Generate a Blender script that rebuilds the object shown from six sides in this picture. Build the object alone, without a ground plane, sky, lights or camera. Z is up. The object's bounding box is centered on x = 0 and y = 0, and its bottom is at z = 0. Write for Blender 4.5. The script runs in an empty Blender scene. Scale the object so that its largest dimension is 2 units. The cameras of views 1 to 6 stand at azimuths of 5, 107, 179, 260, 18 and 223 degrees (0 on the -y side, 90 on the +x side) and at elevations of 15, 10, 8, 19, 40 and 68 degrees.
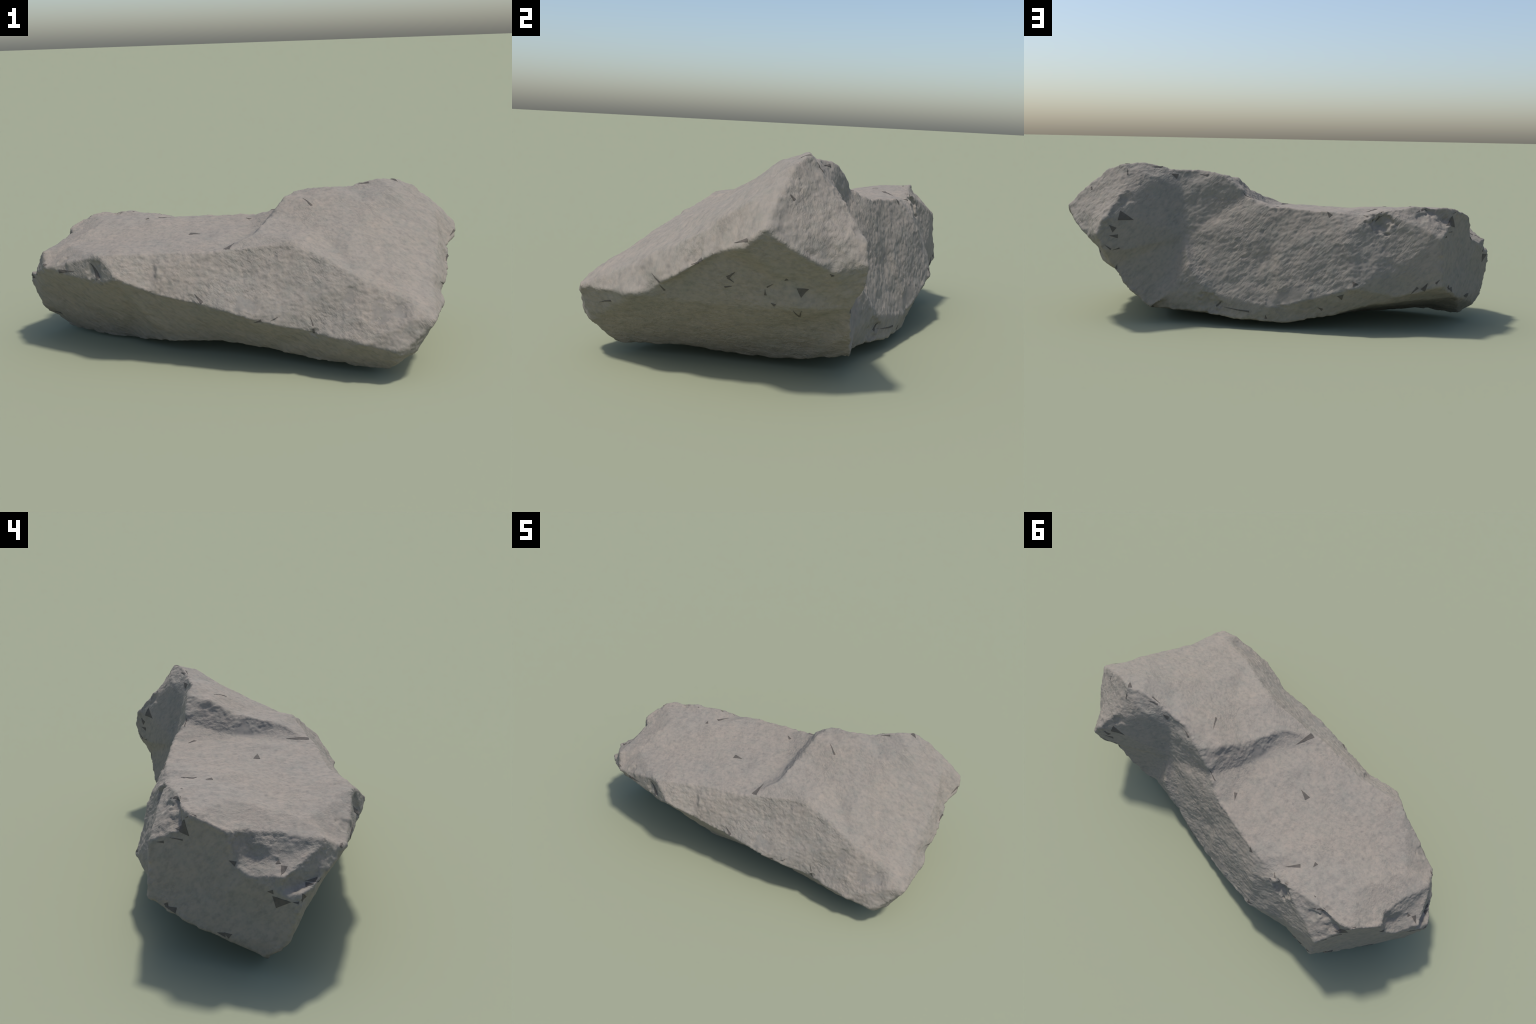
"""A single broken limestone boulder, built from its fracture corners and facets.

The corners below are where fracture planes meet; each facet is a polygon between
them.  The closed facet cage is turned into a fine skin, its edges are worn round,
and then relief (broad undulation, chisel-rough facets, chipped edges, pits) is
pushed in and out along the normals with layered noise.
"""
import bpy, bmesh
import numpy as np
from mathutils import Vector, noise
from mathutils.bvhtree import BVHTree

# ---------------------------------------------------------------- fracture corners
CORNERS = {
    # plateau: front ridge, from the left end to the right tip
    "front_left": (-.855, -.132, .395), "notch_crown": (-.565, -.252, .480),
    "ridge_a": (-0.330, -0.225, 0.482), "ridge_b": (-.072, -.243, .488),
    "step_foot": (.0, -.203, .506), "ridge_c": (.268, -.23, .530),
    "ridge_d": (0.545, -0.348, 0.398), "ridge_e": (0.748, -0.415, 0.322), "tip": (0.838, -0.456, 0.256),
    # plateau: inside and the broken step
    "plate_a": (-.217, .029, .510), "plate_b": (-.318, .072, .506), "plate_c": (-.45, .247, .528),
    "plate_d": (-.779, -.022, .472), "plate_e": (.031, .272, .519),
    "step_low_a": (.068, -.133, .517), "step_low_b": (.085, -.016, .505), "step_low_c": (.12, .12, .525),
    "step_top_a": (0.096, -0.141, 0.545), "step_top_b": (.165, .053, .590), "step_top_c": (.22, .155, .648),
    "step_top_d": (.277, .232, .660),
    # plateau: back rim
    "saddle": (.171, .268, .571), "rim_a": (.075, .325, .530), "rim_b": (-0.215, 0.389, 0.515),
    "rim_c": (-0.318, 0.389, 0.503), "rim_d": (-0.420, 0.407, 0.524), "rim_e": (-0.585, 0.378, 0.544),
    "rim_f": (-0.777, 0.345, 0.531), "end_rim_a": (-.848, .250, .491), "end_rim_b": (-.822, .192, .483),
    "end_rim_c": (-.888, -.058, .441),
    # raised right part: crest, ridge down to the right tip, slope
    "crest_a": (0.385, 0.197, 0.679), "crest_b": (0.505, 0.202, 0.681), "crest_c": (0.650, 0.218, 0.712),
    "crest_d": (.725, .243, .702), "crest_e": (.81, .220, .676), "crest_f": (.90, .212, .610),
    "right_tip": (1.0, .2, .507), "slope_a": (0.328, 0.084, 0.635), "slope_b": (.697, .151, .681),
    "slope_c": (.798, .048, .572), "slope_d": (.604, .043, .620),
    # overhanging right edge
    "brow_a": (.898, -.245, .264), "brow_b": (.894, -.180, .285), "brow_c": (.928, -.115, .325),
    "brow_d": (.952, .0, .395), "brow_e": (.945, .05, .430), "brow_f": (.992, .136, .458),
    "under_tip_a": (.948, .285, .447), "under_tip_b": (.879, .368, .391),
    # back corner of the raised part
    "ear": (0.820, 0.453, 0.405), "ear_top": (.75, .382, .538), "ear_inner": (.705, .387, .484),
    "hollow_a": (.469, .233, .602), "hollow_b": (0.452, 0.297, 0.385), "hollow_c": (0.505, 0.376, 0.137),
    "heel_a": (0.760, 0.405, 0.261), "heel_b": (0.603, 0.383, 0.074),
    # shaded right face
    "shade_a": (0.905, -0.080, 0.335), "shade_b": (0.868, 0.240, 0.345), "shade_c": (0.850, -0.049, 0.250),
    "shade_d": (0.835, 0.258, 0.265),
    "sole_a": (0.645, -0.185, 0.050), "sole_b": (0.600, 0.055, 0.031), "sole_c": (0.600, 0.225, 0.045), "sole_d": (0.600, 0.340, 0.066),
    # front face lower edge
    "edge_a": (-.48, -.323, .395), "edge_b": (-.31, -.330, .330), "edge_c": (-0.090, -0.375, 0.294),
    "edge_d": (0.353, -0.440, 0.200), "edge_e": (0.552, -0.506, 0.176), "edge_f": (0.698, -0.520, 0.145),
    "toe_side": (0.768, -0.455, 0.130), "toe": (0.665, -0.420, 0.032), "notch_low": (-.565, -.275, .365),
    # front underside lower edge
    "keel_a": (0.366, -0.340, 0.040), "keel_b": (0.162, -0.280, 0.070), "keel_c": (-0.070, -0.220, 0.078),
    "keel_d": (-0.310, -0.150, 0.052), "keel_e": (-0.530, 0.000, 0.012), "keel_f": (-0.810, 0.120, 0.016),
    # left end
    "end_low": (-0.915, 0.155, 0.070), "end_low_b": (-.779, .371, .140), "end_low_c": (-0.680, 0.512, 0.210),
    "end_back": (-.676, .486, .418), "end_back_top": (-.739, .381, .478),
    "ledge_left": (-.866, .236, .390), "ledge_mid": (-0.912, 0.198, 0.362), "ledge_nose": (-1.0, .06, .285),
    "ledge_right": (-0.957, -0.010, 0.335), "chip_heart": (-0.905, 0.099, 0.400),
    "end_front": (-.944, .023, .250), "end_front_low": (-0.900, 0.060, 0.150),
    # back face
    "back_a": (.018, .385, .400), "back_b": (-.267, .448, .434), "back_c": (-0.295, 0.535, 0.200),
    "back_d": (0.039, 0.485, 0.105), "back_e": (.322, .412, .150),
    "belly_a": (0.400, 0.380, 0.060), "belly_b": (0.200, 0.440, 0.042), "belly_c": (0.010, 0.460, 0.031),
    "belly_d": (-0.205, 0.470, 0.068), "belly_e": (-0.370, 0.475, 0.115),
    "slope_e": (0.900, -0.020, 0.474),
    "slope_f": (0.370, -0.090, 0.545),
    "slope_g": (0.700, -0.200, 0.447),
    "slope_h": (0.900, 0.140, 0.587),
    "shade_e": (0.718, 0.130, 0.150),
    "shade_f": (0.748, -0.120, 0.145),
    "end_foot": (-0.845, 0.135, 0.017),
    "end_mid": (-0.965, 0.100, 0.130),
    "end_pad": (-0.852, 0.270, 0.128),
    "end_center": (-0.845, 0.275, 0.270),
    "back_f": (-0.485, 0.487, 0.270),
    "rest_a": (0.030, 0.290, 0.000),
    "rest_b": (0.400, 0.050, 0.000),
    "rest_c": (-0.350, 0.120, 0.012),
    "front_a": (0.330, -0.392, 0.312),
    "slope_i": (0.845, -0.255, 0.352),
    "back_g": (-0.500, 0.487, 0.160),
    "end_inner": (-0.755, 0.375, 0.320),
    "under_a": (-0.715, -0.058, 0.190),
    "edge_g": (0.131, -0.423, 0.243),
    "band_a": (0.600, 0.278, 0.652),
    "ledge_wall": (-0.849, 0.188, 0.405),
    "ledge_lip": (-0.966, 0.100, 0.371),
    "pillar": (-0.945, 0.050, 0.390),
    "nick": (-0.935, -0.015, 0.333),
    "riser_base": (-0.970, 0.112, 0.320),
    "nose_top": (-0.990, 0.055, 0.318),
    "ear_low": (0.803, 0.452, 0.358),
    "ear_mid": (0.788, 0.436, 0.473),
    "keel_g": (-0.675, 0.040, 0.014),
    "slope_j": (0.500, -0.205, 0.490),
    "right_mid": (0.868, 0.312, 0.512),
    "heel_mid": (0.705, 0.396, 0.170),
    "slope_k": (0.500, 0.130, 0.662),
    "hollow_f": (0.425, 0.373, 0.265),
    "back_h": (0.060, 0.400, 0.290),
    "ear_face": (0.700, 0.403, 0.335),
    "plate_f": (-0.660, 0.215, 0.527),
    "plate_g": (-0.838, 0.085, 0.473),
    "under_b": (-0.440, -0.180, 0.210),
    "front_b": (0.030, -0.305, 0.385),
    "front_c": (-0.318, -0.286, 0.420),
    "front_d": (0.750, -0.474, 0.268),
    "rim_h": (-0.476, 0.389, 0.531),
    "rim_i": (-0.642, 0.354, 0.529),
    "rim_g": (-0.716, 0.370, 0.537),
}

# ---------------------------------------------------------------- facets between them
FACETS = """
[weathered]
rim_d rim_h plate_c
rim_h rim_e plate_c
rim_e rim_i plate_c
rim_i rim_g rim_f plate_c
plate_d end_rim_b plate_g
end_rim_b end_rim_c plate_g
end_rim_c plate_d plate_g
plate_c rim_f plate_f
rim_f end_rim_b plate_f
end_rim_b plate_d plate_f
plate_d plate_c plate_f
crest_a crest_b slope_k
crest_b slope_d slope_k
slope_d slope_a slope_k
slope_a crest_a slope_k
slope_f slope_d slope_j
slope_d slope_g slope_j
slope_g ridge_d slope_j
ridge_d slope_f slope_j
slope_g slope_i tip ridge_e
slope_i brow_b brow_a
slope_i brow_a tip
slope_g slope_e brow_c slope_i
slope_i brow_c brow_b
ridge_c step_top_a slope_f
step_top_a step_top_b slope_a slope_f
slope_f slope_a slope_d
ridge_c slope_f ridge_d
slope_d slope_c slope_g
ridge_d slope_g ridge_e
slope_g slope_c slope_e
slope_e brow_e brow_d brow_c
slope_c slope_h slope_e
slope_h right_tip brow_f brow_e slope_e
crest_e crest_f slope_h slope_c
crest_f right_tip slope_h
front_left notch_crown plate_d
plate_d notch_crown ridge_a plate_b
ridge_a ridge_b plate_a plate_b
ridge_b step_foot step_low_b plate_a
step_foot step_low_a step_low_b
plate_a step_low_b step_low_c plate_e
plate_e rim_b plate_c plate_b plate_a
plate_d plate_b plate_c
end_rim_b end_rim_a rim_f
plate_d end_rim_c front_left
rim_b rim_c plate_c
rim_c rim_d plate_c
plate_e rim_a rim_b
step_low_c saddle rim_a plate_e
step_foot step_low_a step_top_a ridge_c
ridge_b step_foot ridge_c
step_top_b step_top_c step_top_d crest_a slope_a
crest_b crest_c slope_b slope_d
crest_c crest_d slope_b
crest_d crest_e slope_b
crest_e slope_c slope_b
slope_b slope_c slope_d
[torn]
rim_e rim_i rim_g rim_f end_back_top
end_rim_b end_rim_c pillar chip_heart ledge_wall
end_rim_b ledge_wall ledge_left
ledge_left ledge_wall chip_heart ledge_lip ledge_mid
chip_heart pillar ledge_lip
end_rim_c nick pillar
end_rim_c front_left ledge_right nick
ledge_lip pillar nick riser_base
ledge_mid ledge_lip riser_base
nick ledge_right nose_top riser_base
crest_d crest_c band_a ear_top
crest_c crest_b band_a
step_low_a step_top_a step_low_b
step_top_a step_top_b step_low_b
step_top_b step_top_c step_low_c step_low_b
step_top_c step_top_d saddle step_low_c
end_rim_a end_rim_b ledge_left
rim_e end_back_top end_back
[hackly]
rim_d rim_h rim_e end_back
ridge_e tip front_d
tip edge_f front_d
edge_f edge_e front_d
edge_e ridge_e front_d
ridge_a ridge_b front_c
ridge_b edge_c front_c
edge_c edge_b front_c
edge_b ridge_a front_c
ridge_b ridge_c front_b
ridge_c front_a front_b
front_a edge_c front_b
edge_c ridge_b front_b
crest_d crest_e right_mid
crest_e crest_f right_mid
crest_f right_tip right_mid
right_tip under_tip_a right_mid
under_tip_a under_tip_b right_mid
under_tip_b ear right_mid
ear ear_mid right_mid
ear_mid ear_top right_mid
ear_top crest_d right_mid
edge_c front_a edge_g
edge_g front_a edge_d
ridge_c ridge_d front_a
ridge_d edge_d front_a
notch_crown ridge_a edge_b edge_a
ridge_d ridge_e edge_e edge_d
edge_f tip toe_side
edge_f toe_side toe
[rippled]
back_a back_d back_h
back_d back_e back_h
back_e hollow_b back_h
hollow_b back_a back_h
hollow_b back_e hollow_f
back_e hollow_c hollow_f
hollow_c hollow_b hollow_f
back_b rim_d back_f back_c
rim_d end_back back_f
crest_b crest_a hollow_a
crest_a step_top_d saddle hollow_a
hollow_a saddle rim_a back_a hollow_b
back_a rim_a rim_b back_b
rim_b rim_c back_b
rim_c rim_d back_b
back_a back_b back_c back_d
[smooth]
ear_inner hollow_b ear_face
hollow_b heel_a ear_face
heel_a ear_low ear_face
ear_low ear_inner ear_face
hollow_b hollow_c heel_b heel_mid heel_a
ear_top ear_inner ear_mid
ear_mid ear_inner ear_low ear
ledge_right end_front ledge_nose nose_top
ledge_left ledge_mid riser_base end_center
riser_base nose_top ledge_nose end_center
crest_b hollow_a hollow_b ear_inner ear_top band_a
end_back_top ledge_left end_center end_inner
end_back_top end_inner end_back
end_inner end_center end_pad end_low_b
end_inner end_low_b end_low_c
end_inner end_low_c end_back
back_f end_low_c back_g
back_f back_g back_c
back_g end_low_c end_low_b belly_e
back_g belly_e back_c
back_f end_back end_low_c
ledge_nose end_mid end_pad end_center
end_mid end_low end_pad
end_low end_low_b end_pad
end_front end_front_low end_mid ledge_nose
end_front_low end_low end_mid
rim_f end_rim_a ledge_left end_back_top
front_left notch_low notch_crown
notch_low edge_a notch_crown
[bedded]
edge_a keel_d under_b
keel_d keel_e under_b
keel_e notch_low under_b
notch_low edge_a under_b
heel_a heel_mid heel_b sole_d sole_c
under_a keel_e keel_g
under_a keel_g keel_f end_front_low
keel_f keel_g keel_e rest_c belly_e end_low_b end_foot
under_tip_b ear ear_low heel_a shade_b
edge_d keel_a keel_b edge_g
edge_g keel_b edge_c
notch_low keel_e under_a
under_a end_front_low end_front
notch_low under_a end_front
keel_e keel_d rest_c
rest_c rest_a belly_c belly_d belly_e
keel_d keel_c rest_a rest_c
keel_c keel_b rest_b rest_a
rest_a rest_b sole_c belly_b belly_c
keel_b keel_a rest_b
keel_a toe sole_a rest_b
sole_a sole_b sole_c rest_b
sole_c sole_d belly_a belly_b
keel_f end_foot end_low end_front_low
end_foot end_low_b end_low
shade_c shade_d shade_e shade_f
shade_f shade_e sole_b sole_a
shade_e sole_c sole_b
shade_d heel_a sole_c shade_e
toe_side shade_c shade_f
toe_side shade_f sole_a toe
tip brow_a shade_c toe_side
brow_a brow_b brow_c shade_a
brow_a shade_a shade_c
brow_f right_tip under_tip_a under_tip_b shade_b
brow_c brow_d brow_e brow_f shade_b shade_a
shade_a shade_b shade_d shade_c
shade_b heel_a shade_d
edge_f toe keel_a edge_e
edge_e keel_a edge_d
edge_c keel_b keel_c edge_b
edge_b keel_c keel_d edge_a
notch_low end_front ledge_right front_left
back_c belly_e belly_d back_d
back_d belly_d belly_c
back_d belly_c belly_b back_e
back_e belly_b belly_a hollow_c
hollow_c belly_a sole_d heel_b
"""

# relief of each kind of break: (fine amplitude, coarse amplitude, stretch of the grain) in metres
BREAKS = {
    "weathered": (.0008, .0032), "torn": (.0018, .0055), "hackly": (.0018, .0040),
    "rippled": (.0010, .0040), "smooth": (.0002, .0020), "bedded": (.0009, .0030),
}
VOXEL = .0052


def build_cage():
    bm = bmesh.new()
    corner = {name: bm.verts.new(co) for name, co in CORNERS.items()}
    kinds, kind = list(BREAKS), None
    for line in FACETS.strip().splitlines():
        if line.startswith("["):
            kind = kinds.index(line.strip("[]"))
        else:
            bm.faces.new([corner[n] for n in line.split()]).material_index = kind
    bmesh.ops.triangulate(bm, faces=bm.faces[:], quad_method='SHORT_EDGE', ngon_method='BEAUTY')
    bmesh.ops.recalc_face_normals(bm, faces=bm.faces[:])
    mesh = bpy.data.meshes.new("boulder_cage")
    bm.to_mesh(mesh)
    bm.free()
    return mesh


def evaluated(mesh, name, *modifiers):
    """The mesh with the given modifiers applied, as new mesh data."""
    helper = bpy.data.objects.new("helper", mesh)
    bpy.context.scene.collection.objects.link(helper)
    for kind, settings in modifiers:
        mod = helper.modifiers.new(kind.lower(), kind)
        for key, value in settings.items():
            setattr(mod, key, value)
    graph = bpy.context.evaluated_depsgraph_get()
    result = bpy.data.meshes.new_from_object(helper.evaluated_get(graph))
    result.name = name
    bpy.data.objects.remove(helper)
    return result


def positions(mesh):
    co = np.empty(len(mesh.vertices) * 3, np.float32)
    mesh.vertices.foreach_get("co", co)
    return co.reshape(-1, 3).astype(float)


def normals(mesh):
    no = np.empty(len(mesh.vertices) * 3, np.float32)
    mesh.vertex_normals.foreach_get("vector", no)
    return no.reshape(-1, 3).astype(float)


class Neighbours:
    """Averages a field over the neighbours of each vertex, any number of times."""
    def __init__(self, mesh):
        e = np.empty(len(mesh.edges) * 2, np.int32)
        mesh.edges.foreach_get("vertices", e)
        self.a, self.b = e.reshape(-1, 2).T
        self.n = len(mesh.vertices)
        self.deg = np.bincount(self.a, minlength=self.n) + np.bincount(self.b, minlength=self.n)

    def mean(self, f, times=1, keep=.5):
        f = np.array(f, float)
        flat = f.ndim == 1
        if flat:
            f = f[:, None]
        for _ in range(times):
            avg = np.stack([np.bincount(self.a, f[self.b, k], self.n) + np.bincount(self.b, f[self.a, k], self.n)
                            for k in range(f.shape[1])], 1) / self.deg[:, None]
            f = keep * f + (1 - keep) * avg
        return f[:, 0] if flat else f


# ---------------------------------------------------------------- vectorised gradient noise
def lattice(seed):
    rng = np.random.default_rng(seed)
    perm = rng.permutation(256)
    grads = rng.normal(size=(256, 3))
    return np.concatenate([perm, perm, perm]), grads / np.linalg.norm(grads, axis=1)[:, None]


def gradient_noise(p, seed):
    perm, grads = lattice(seed)
    base = np.floor(p).astype(int)
    f = p - base
    w = f * f * f * (f * (f * 6 - 15) + 10)
    base &= 255
    total = np.zeros(len(p))
    for corner in range(8):
        o = np.array([corner & 1, corner >> 1 & 1, corner >> 2 & 1])
        h = perm[perm[perm[(base[:, 0] + o[0]) & 255] + ((base[:, 1] + o[1]) & 255)] + ((base[:, 2] + o[2]) & 255)]
        weight = np.prod(np.where(o, w, 1 - w), axis=1)
        total += weight * np.einsum("ij,ij->i", grads[h], f - o)
    return total * 1.6


def fractal(p, scale, seed, octaves=3, gain=.5):
    return sum(gain ** k * gradient_noise(p / scale * 2 ** k + 17.3 * k, seed + k) for k in range(octaves))


def cell_facets(p, scale, seed):
    """Flat-sided random chips: distance to the nearest of jittered cell points, and that cell's own value."""
    rng = np.random.default_rng(seed)
    jitter, value = rng.random((4096, 3)), rng.random(4096)
    q = p / scale
    base = np.floor(q).astype(int)
    best, own = np.full(len(p), 9.), np.zeros(len(p))
    for dx in (-1, 0, 1):
        for dy in (-1, 0, 1):
            for dz in (-1, 0, 1):
                c = base + (dx, dy, dz)
                h = (c[:, 0] * 73 + c[:, 1] * 179 + c[:, 2] * 283) % 4096
                d = np.linalg.norm(c + jitter[h] - q, axis=1)
                near = d < best
                best, own = np.where(near, d, best), np.where(near, value[h], own)
    return best, own


# ---------------------------------------------------------------- the skin
cage = build_cage()
skin = evaluated(cage, "boulder", ("REMESH", {"mode": "VOXEL", "voxel_size": VOXEL, "adaptivity": 0.0}))
tree = BVHTree.FromPolygons([v.co for v in cage.vertices], [tuple(f.vertices) for f in cage.polygons])
hood = Neighbours(skin)
P = positions(skin)

kind_of = np.array([cage.polygons[tree.find_nearest(Vector(p))[2]].material_index for p in P])
table = np.array(list(BREAKS.values()))
fine, coarse = hood.mean(table[kind_of], 6).T
ripple = hood.mean((kind_of == list(BREAKS).index("rippled")).astype(float), 6)

worn = hood.mean(P, 9)                        # edges worn round
soft = hood.mean(worn, 60)                    # what is left when they are worn away
blunt = hood.mean(soft, 150)
skin.vertices.foreach_set("co", worn.astype(np.float32).ravel())
skin.update()
N = normals(skin)
edge = np.clip(np.einsum("ij,ij->i", worn - soft, N) / .010, -1, 1)   # +1 on sharp edges, -1 in creases
crisp = hood.mean(np.clip((np.abs(edge) - .12) / .3, 0, 1), 4)
body = soft + (worn - soft) * crisp[:, None]

# ridges that weather has rounded over a wide band, as (place, reach)
ROUNDED = [((.40, -.28, .47), .09), ((.54, -.35, .40), .10), ((.68, -.38, .35), .09), ((.28, -.22, .52), .06),
           ((.88, .20, .62), .07), ((.84, -.25, .33), .07), ((.12, .05, .53), .10), ((.10, -.10, .53), .06)]
for place, reach in ROUNDED:
    near = np.exp(-(np.linalg.norm(P - place, axis=1) / reach) ** 2)[:, None]
    body += (blunt + (soft - blunt) * .35 - body) * near * .8

# where the break is still sharp, as (place, reach)
keen = hood.mean(P, 3)
for place, reach in [((-.92, .10, .37), .11), ((-.53, -.28, .42), .07), ((-.63, .38, .53), .09), ((-.43, .42, .50), .07), ((-.98, .04, .31), .05)]:
    near = np.exp(-(np.linalg.norm(P - place, axis=1) / reach) ** 4)[:, None]
    body += (keen - body) * near * .9

lost = hood.mean(np.einsum('ij,ij->i', P - body, N), 40)              # bulk that the wear took

# bowls and gouges knocked out of it, as (place, reach, depth)
GOUGES = [((-.417, .432, .475), .046, .026), ((-.640, .372, .520), .024, .014), ((-.594, .41, .49), .026, .012),
          ((.943, -.03, .415), .030, .010), ((.353, -.436, .20), .016, .012), ((-.70, .40, .49), .028, .010),
          ((-.60, -.262, .415), .045, .014), ((-.76, -.15, .415), .03, .010),
          ((.33, .415, .10), .045, .016), ((-.02, .435, .46), .03, .004), ((.70, .36, .565), .03, .010)]
lift = np.zeros(len(P))
for place, reach, depth in GOUGES:
    d = np.linalg.norm((P - place) * (1 + .5 * fractal(P, .03, 5, 2)[:, None]), axis=1) / reach
    lift -= depth * np.clip(1.15 - d, 0, 1) ** .7

# smooth patches where the scan's texture lacks its normal map, as (place, reach)
UNMAPPED = [((.02, .475, .130), .055), ((-.05, .480, .165), .050), ((-.09, .49, .14), .040), ((.05, -.375, .310), .030),
         ((.09, -.385, .30), .028), ((.50, -.39, .33), .032), ((.62, -.42, .28), .040), ((.70, -.43, .28), .028),
         ((-.22, .47, .36), .030), ((.78, .40, .47), .028), ((.10, .40, .43), .035), ((.10, .02, .51), .045)]
unmapped = np.zeros(len(P))
for place, reach in UNMAPPED:
    d = np.linalg.norm(P - place, axis=1) / reach + .8 * fractal(P, .045, 9, 3)
    unmapped = np.maximum(unmapped, np.clip((1 - d) / .12, 0, 1))
fine, ripple = fine * (1 - .9 * unmapped), ripple * (1 - .9 * unmapped)
lift -= .002 * unmapped

lift += coarse * fractal(P, .22, 11, 2) * 1.6
lift += coarse * fractal(P, .075, 23, 2) * .9
lift += fine * fractal(P, .026, 41, 3, .6) * 1.4
# the grain runs aslant: short ridges, longer than they are high
def along(angle, stretch):
    """Coordinates drawn out along a line that dips by the angle towards +x."""
    c, d = np.cos(angle), np.sin(angle)
    q = np.stack([(P[:, 0] * c - P[:, 2] * d) / stretch, P[:, 1] * .9, (P[:, 0] * d + P[:, 2] * c) * 1.2], 1)
    return q + .006 * np.stack([fractal(P, .05, 61 + k, 2) for k in range(3)], 1)


lift += ripple * .0016 * fractal(along(.42, 1.9), .017, 57, 3, .55)
lift += (fine - .0002) * .75 * fractal(along(1.0, 1.9), .012, 67, 2, .5)
# flat-sided chips off the brinks
brink = np.clip(edge, 0, 1)
dist, own = cell_facets(P + .02 * fractal(P, .05, 71, 2)[:, None], .060, 83)
lift -= brink * np.where(own > .5, .013, .002) * np.clip(1.1 - dist * 1.2, 0, 1)
dist, own = cell_facets(P + .01 * fractal(P, .03, 73, 2)[:, None], .030, 89)
lift -= brink * np.where(own > .55, .009, .0) * np.clip(1.1 - dist * 1.2, 0, 1)
lift += .0008 + brink * .0075 + .9 * lost

Q = body + N * lift[:, None]
low, high = Q.min(0), Q.max(0)
print("extent", low, high)
Q[:, 2] = np.maximum(Q[:, 2], 0)      # it rests on its lowest bulge
skin.vertices.foreach_set("co", Q.astype(np.float32).ravel())
skin.polygons.foreach_set("use_smooth", np.ones(len(skin.polygons), bool))
skin.polygons.foreach_set("material_index", np.zeros(len(skin.polygons), np.int32))
skin.update()

boulder = bpy.data.objects.new("boulder", skin)
bpy.context.scene.collection.objects.link(boulder)
boulder["label"] = "rough grey limestone boulder with broken facets"
boulder["category"] = "rock"
bpy.data.meshes.remove(cage)

# ---------------------------------------------------------------- stone
def stone(name, base, pale, bump):
    """Mottled matt stone: slow pinkish and greenish drift, fine streaky grain."""
    mat = bpy.data.materials.new(name)
    mat.use_nodes = True
    tree, new = mat.node_tree, mat.node_tree.nodes.new
    link = tree.links.new
    shader = tree.nodes["Principled BSDF"]
    shader.inputs["Roughness"].default_value = .92
    shader.inputs["Specular IOR Level"].default_value = .25
    where = new("ShaderNodeTexCoord")

    def noise_of(scale, detail, stretch=(1, 1, 1), turn=(0, 0, 0), rough=.55):
        place, tex = new("ShaderNodeMapping"), new("ShaderNodeTexNoise")
        place.vector_type = "TEXTURE"                       # turned first, then stretched along its own axes
        place.inputs["Scale"].default_value = stretch
        place.inputs["Rotation"].default_value = turn
        tex.inputs["Scale"].default_value = scale
        tex.inputs["Detail"].default_value = detail
        tex.inputs["Roughness"].default_value = rough
        link(where.outputs["Object"], place.inputs["Vector"])
        link(place.outputs["Vector"], tex.inputs["Vector"])
        return tex.outputs["Fac"]

    def ramp(fac, *stops):
        node = new("ShaderNodeValToRGB")
        for k, (at, colour) in enumerate(stops):
            e = node.color_ramp.elements[k] if k < 2 else node.color_ramp.elements.new(at)
            e.position, e.color = at, (*colour, 1)
        link(fac, node.inputs["Fac"])
        return node.outputs["Color"]

    def mix(kind, amount, one, two):
        node = new("ShaderNodeMix")
        node.data_type, node.blend_type = "RGBA", kind
        node.inputs["Factor"].default_value = amount
        link(one, node.inputs["A"])
        link(two, node.inputs["B"])
        return node.outputs["Result"]

    drift = ramp(noise_of(22, 4), (.30, [c * f for c, f in zip(base, (.95, .98, .98))]), (.50, base), (.72, pale))
    speckle = ramp(noise_of(62, 3, (1.4, .9, .8), (0, .8, .2)), (.30, (.86, .87, .88)), (.5, (1, 1, 1)), (.70, (1.08, 1.05, 1.03)))
    streak = ramp(noise_of(38, 4, (2.4, 1, .7), (0, .72, .12), .6), (.28, (.84, .84, .85)), (.48, (1, 1, 1)), (.75, (1.06, 1.05, 1.04)))
    stain = ramp(noise_of(3.2, 5, (1, 1, 1), (.5, .1, 0), .6), (.35, (.95, .96, .97)), (.6, (1.02, 1.0, .985)))
    colour = mix("MULTIPLY", 1, mix("MULTIPLY", 1, mix("MULTIPLY", .9, drift, speckle), streak), stain)
    link(colour, shader.inputs["Base Color"])
    height = new("ShaderNodeMath")
    height.operation = "ADD"
    link(noise_of(120, 3, (2.0, 1, .8), (0, .85, .2)), height.inputs[0])
    link(noise_of(60, 4, (2.4, 1, .75), (0, .72, .1), .6), height.inputs[1])
    relief = new("ShaderNodeBump")
    patchy = new("ShaderNodeMapRange")
    patchy.inputs["From Min"].default_value, patchy.inputs["From Max"].default_value = .38, .66
    patchy.inputs["To Min"].default_value, patchy.inputs["To Max"].default_value = bump * .35, bump * 1.5
    link(noise_of(7, 4, (1, 1, 1.3), (.3, .6, .1), .6), patchy.inputs["Value"])
    link(patchy.outputs["Result"], relief.inputs["Strength"])
    relief.inputs["Distance"].default_value = .004
    link(height.outputs[0], relief.inputs["Height"])
    link(relief.outputs["Normal"], shader.inputs["Normal"])
    return mat


skin.materials.clear()
skin.materials.append(stone("grey_stone", (.243, .220, .188), (.258, .230, .196), .62))

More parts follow.
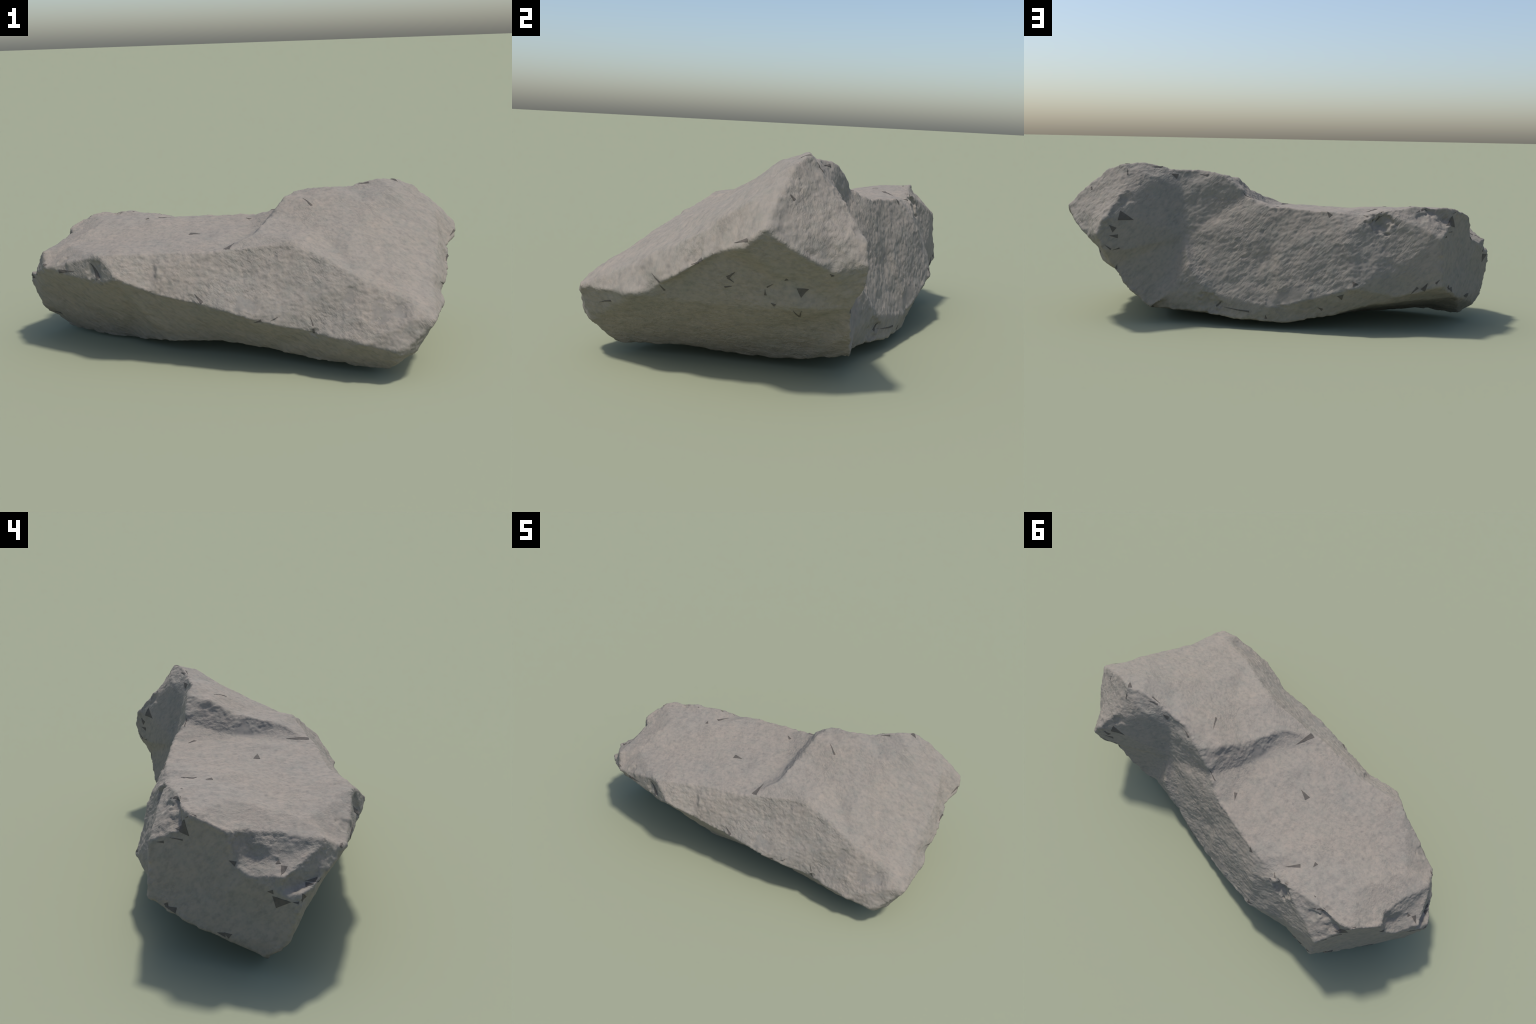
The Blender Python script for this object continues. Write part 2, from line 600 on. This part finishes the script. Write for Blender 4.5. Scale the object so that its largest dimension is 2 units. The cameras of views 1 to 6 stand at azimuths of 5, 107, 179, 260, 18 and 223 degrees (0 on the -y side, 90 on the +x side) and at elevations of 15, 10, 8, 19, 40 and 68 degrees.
skin.materials.append(stone("unmapped_stone", (.216, .199, .174), (.228, .207, .180), .12))  # darker, flatter tone where the scan has no normal map
loop_start = np.empty(len(skin.polygons), np.int32)
skin.polygons.foreach_get("loop_start", loop_start)
corner_of = np.empty(len(skin.loops), np.int32)
skin.loops.foreach_get("vertex_index", corner_of)
skin.polygons.foreach_set("material_index", (unmapped[corner_of[loop_start]] > .5).astype(np.int32))

# ---------------------------------------------------------------- holes of the baked texture
# dark slivers added for holes in the scan's baked texture, each from its point to the middle of its base, and its width
BAKE_HOLES = {
    "plateau": [
        (0.009, -0.141, 0.502, -0.016, -0.232, 0.498, 0.030),
        (0.021, 0.271, 0.522, 0.044, 0.239, 0.523, 0.016),
        (-0.165, 0.017, 0.507, -0.217, 0.030, 0.504, 0.027),
        (-0.459, 0.262, 0.532, -0.458, 0.238, 0.530, 0.018),
        (-0.183, 0.380, 0.516, -0.199, 0.394, 0.498, 0.020),
        (-0.363, 0.342, 0.514, -0.412, 0.294, 0.524, 0.017),
        (-0.341, 0.391, 0.502, -0.385, 0.406, 0.483, 0.012),
        (-0.392, 0.405, 0.475, -0.427, 0.394, 0.521, 0.018),
        (-0.574, 0.400, 0.520, -0.625, 0.368, 0.534, 0.015),
        (-0.549, 0.357, 0.542, -0.559, 0.358, 0.544, 0.007),
        (0.194, 0.256, 0.588, 0.144, 0.270, 0.560, 0.007),
    ],
    "raised": [
        (0.301, 0.115, 0.646, 0.344, 0.055, 0.623, 0.010),
        (0.557, 0.200, 0.691, 0.606, 0.202, 0.698, 0.010),
        (0.740, 0.218, 0.697, 0.716, 0.241, 0.707, 0.023),
        (0.612, 0.227, 0.693, 0.561, 0.211, 0.695, 0.011),
        (0.521, 0.222, 0.663, 0.493, 0.217, 0.651, 0.026),
        (0.391, 0.210, 0.662, 0.353, 0.222, 0.660, 0.013),
        (0.716, 0.262, 0.686, 0.710, 0.281, 0.659, 0.007),
        (0.882, 0.231, 0.600, 0.880, 0.245, 0.585, 0.011),
        (0.886, 0.236, 0.592, 0.883, 0.234, 0.597, 0.007),
    ],
    "front": [
        (-0.144, -0.343, 0.337, -0.109, -0.371, 0.306, 0.015),
        (-0.614, -0.230, 0.443, -0.573, -0.268, 0.383, 0.026),
        (-0.695, -0.208, 0.400, -0.779, -0.170, 0.389, 0.018),
        (-0.929, 0.121, 0.099, -0.879, 0.086, 0.102, 0.018),
        (0.341, -0.413, 0.261, 0.356, -0.427, 0.194, 0.012),
        (0.108, -0.406, 0.234, 0.140, -0.415, 0.244, 0.012),
        (0.176, -0.421, 0.243, 0.207, -0.416, 0.258, 0.005),
    ],
    "right": [
        (0.903, 0.086, 0.367, 0.895, 0.061, 0.347, 0.011),
        (0.885, 0.078, 0.332, 0.895, 0.061, 0.347, 0.007),
        (0.878, 0.070, 0.319, 0.878, 0.047, 0.314, 0.006),
        (0.838, 0.291, 0.327, 0.844, 0.263, 0.314, 0.033),
        (0.842, 0.180, 0.274, 0.837, 0.192, 0.267, 0.011),
        (0.824, 0.244, 0.255, 0.778, 0.253, 0.227, 0.006),
        (0.817, 0.267, 0.256, 0.778, 0.253, 0.227, 0.005),
        (0.861, 0.166, 0.317, 0.853, 0.165, 0.298, 0.007),
        (0.868, 0.192, 0.338, 0.863, 0.172, 0.324, 0.004),
        (0.872, 0.226, 0.351, 0.875, 0.235, 0.357, 0.009),
        (0.874, 0.358, 0.386, 0.867, 0.365, 0.378, 0.010),
        (0.933, -0.039, 0.381, 0.947, 0.000, 0.400, 0.016),
        (0.967, 0.103, 0.461, 0.995, 0.150, 0.478, 0.012),
        (0.829, -0.391, 0.207, 0.856, -0.335, 0.223, 0.006),
        (0.890, -0.181, 0.333, 0.910, -0.147, 0.313, 0.006),
        (0.904, -0.149, 0.303, 0.888, -0.139, 0.284, 0.006),
    ],
    "back": [
        (0.277, 0.416, 0.113, 0.301, 0.404, 0.088, 0.011),
        (0.229, 0.433, 0.083, 0.154, 0.452, 0.076, 0.008),
        (0.668, 0.378, 0.464, 0.729, 0.401, 0.487, 0.047),
        (0.768, 0.428, 0.446, 0.746, 0.418, 0.423, 0.027),
        (0.768, 0.432, 0.400, 0.733, 0.413, 0.395, 0.017),
        (0.785, 0.443, 0.360, 0.761, 0.430, 0.339, 0.008),
        (0.753, 0.425, 0.336, 0.726, 0.414, 0.343, 0.007),
        (0.740, 0.397, 0.268, 0.746, 0.399, 0.248, 0.012),
        (0.082, 0.462, 0.064, 0.079, 0.457, 0.046, 0.012),
        (0.277, 0.411, 0.090, 0.187, 0.445, 0.078, 0.006),
        (0.606, 0.382, 0.083, 0.590, 0.340, 0.066, 0.011),
        (-0.315, 0.527, 0.219, -0.291, 0.525, 0.218, 0.026),
        (-0.226, 0.516, 0.163, -0.251, 0.512, 0.159, 0.030),
        (-0.145, 0.489, 0.107, -0.166, 0.484, 0.096, 0.014),
        (-0.619, 0.503, 0.225, -0.599, 0.501, 0.191, 0.022),
        (-0.547, 0.490, 0.171, -0.577, 0.498, 0.204, 0.011),
        (-0.671, 0.508, 0.243, -0.653, 0.506, 0.223, 0.010),
        (-0.717, 0.458, 0.193, -0.742, 0.423, 0.184, 0.022),
    ],
    "end": [
        (-0.742, 0.371, 0.507, -0.738, 0.384, 0.461, 0.065),
        (-0.744, 0.369, 0.514, -0.772, 0.335, 0.527, 0.007),
        (-0.856, 0.251, 0.398, -0.868, 0.232, 0.389, 0.017),
        (-0.897, 0.101, 0.400, -0.909, 0.104, 0.391, 0.018),
        (-0.956, 0.106, 0.373, -0.924, 0.088, 0.389, 0.021),
        (-0.988, 0.084, 0.296, -0.952, 0.130, 0.284, 0.043),
        (-0.945, 0.149, 0.320, -0.955, 0.133, 0.321, 0.015),
        (-0.990, 0.081, 0.297, -0.996, 0.063, 0.293, 0.008),
        (-0.992, 0.052, 0.291, -0.981, 0.039, 0.310, 0.038),
        (-0.943, 0.028, 0.338, -0.938, -0.021, 0.333, 0.019),
        (-0.953, 0.003, 0.329, -0.948, 0.028, 0.328, 0.023),
        (-0.729, 0.447, 0.184, -0.719, 0.455, 0.204, 0.017),
        (-0.852, 0.267, 0.117, -0.854, 0.268, 0.137, 0.029),
        (-0.847, -0.123, 0.406, -0.869, -0.110, 0.400, 0.014),
        (-0.715, 0.422, 0.438, -0.742, 0.382, 0.436, 0.005),
        (-0.692, 0.463, 0.418, -0.705, 0.441, 0.421, 0.009),
        (-0.829, 0.301, 0.132, -0.847, 0.277, 0.128, 0.018),
    ],
}
dark = stone("bake_hole_brown", (.098, .088, .077), (.106, .094, .082), .2)  # flat dark brown of the scan's texture holes
tree = BVHTree.FromPolygons([v.co for v in skin.vertices], [tuple(f.vertices) for f in skin.polygons])
ROWS = 7


def fleck_mesh(tip, base, width):
    """A thin three-cornered patch for a baked-texture hole that hugs the surface below it."""
    tip, base = Vector(tip), Vector(base)
    _, normal, _, _ = tree.find_nearest((tip + base) / 2)
    side = (base - tip).cross(normal).normalized() * width / 2
    top, bottom, faces, index = [], [], [], {}
    for r in range(ROWS + 1):
        for c in range(r + 1):
            t = r / ROWS
            across = (2 * c / r - 1) if r else 0
            p = tip.lerp(base, t) + side * across * t
            hit, n, _, _ = tree.find_nearest(p)
            index[r, c] = len(top)
            top.append(hit + n * .0012)
            bottom.append(hit - n * .0030)
    for r in range(ROWS):
        for c in range(r + 1):
            faces.append((index[r, c], index[r + 1, c], index[r + 1, c + 1]))
            if c < r:
                faces.append((index[r, c], index[r + 1, c + 1], index[r, c + 1]))
    n = len(top)
    rim = [index[r, 0] for r in range(ROWS + 1)] + [index[ROWS, c] for c in range(1, ROWS + 1)] + [index[r, r] for r in range(ROWS - 1, 0, -1)]
    faces += [(c + n, b + n, a + n) for a, b, c in faces]
    faces += [(b, a, a + n, b + n) for a, b in zip(rim, rim[1:] + rim[:1])]
    data = bpy.data.meshes.new("bake_hole_fleck")
    data.from_pydata(top + bottom, [], faces)
    fix = bmesh.new()
    fix.from_mesh(data)
    bmesh.ops.recalc_face_normals(fix, faces=fix.faces[:])
    fix.to_mesh(data)
    fix.free()
    data.materials.append(dark)
    return data


for group in BAKE_HOLES.values():
    for tx, ty, tz, bx, by, bz, width in group:
        fleck = bpy.data.objects.new("bake_hole_fleck", fleck_mesh((tx, ty, tz), (bx, by, bz), width))  # marks a hole in the scan's baked texture
        fleck.parent = boulder
        bpy.context.scene.collection.objects.link(fleck)
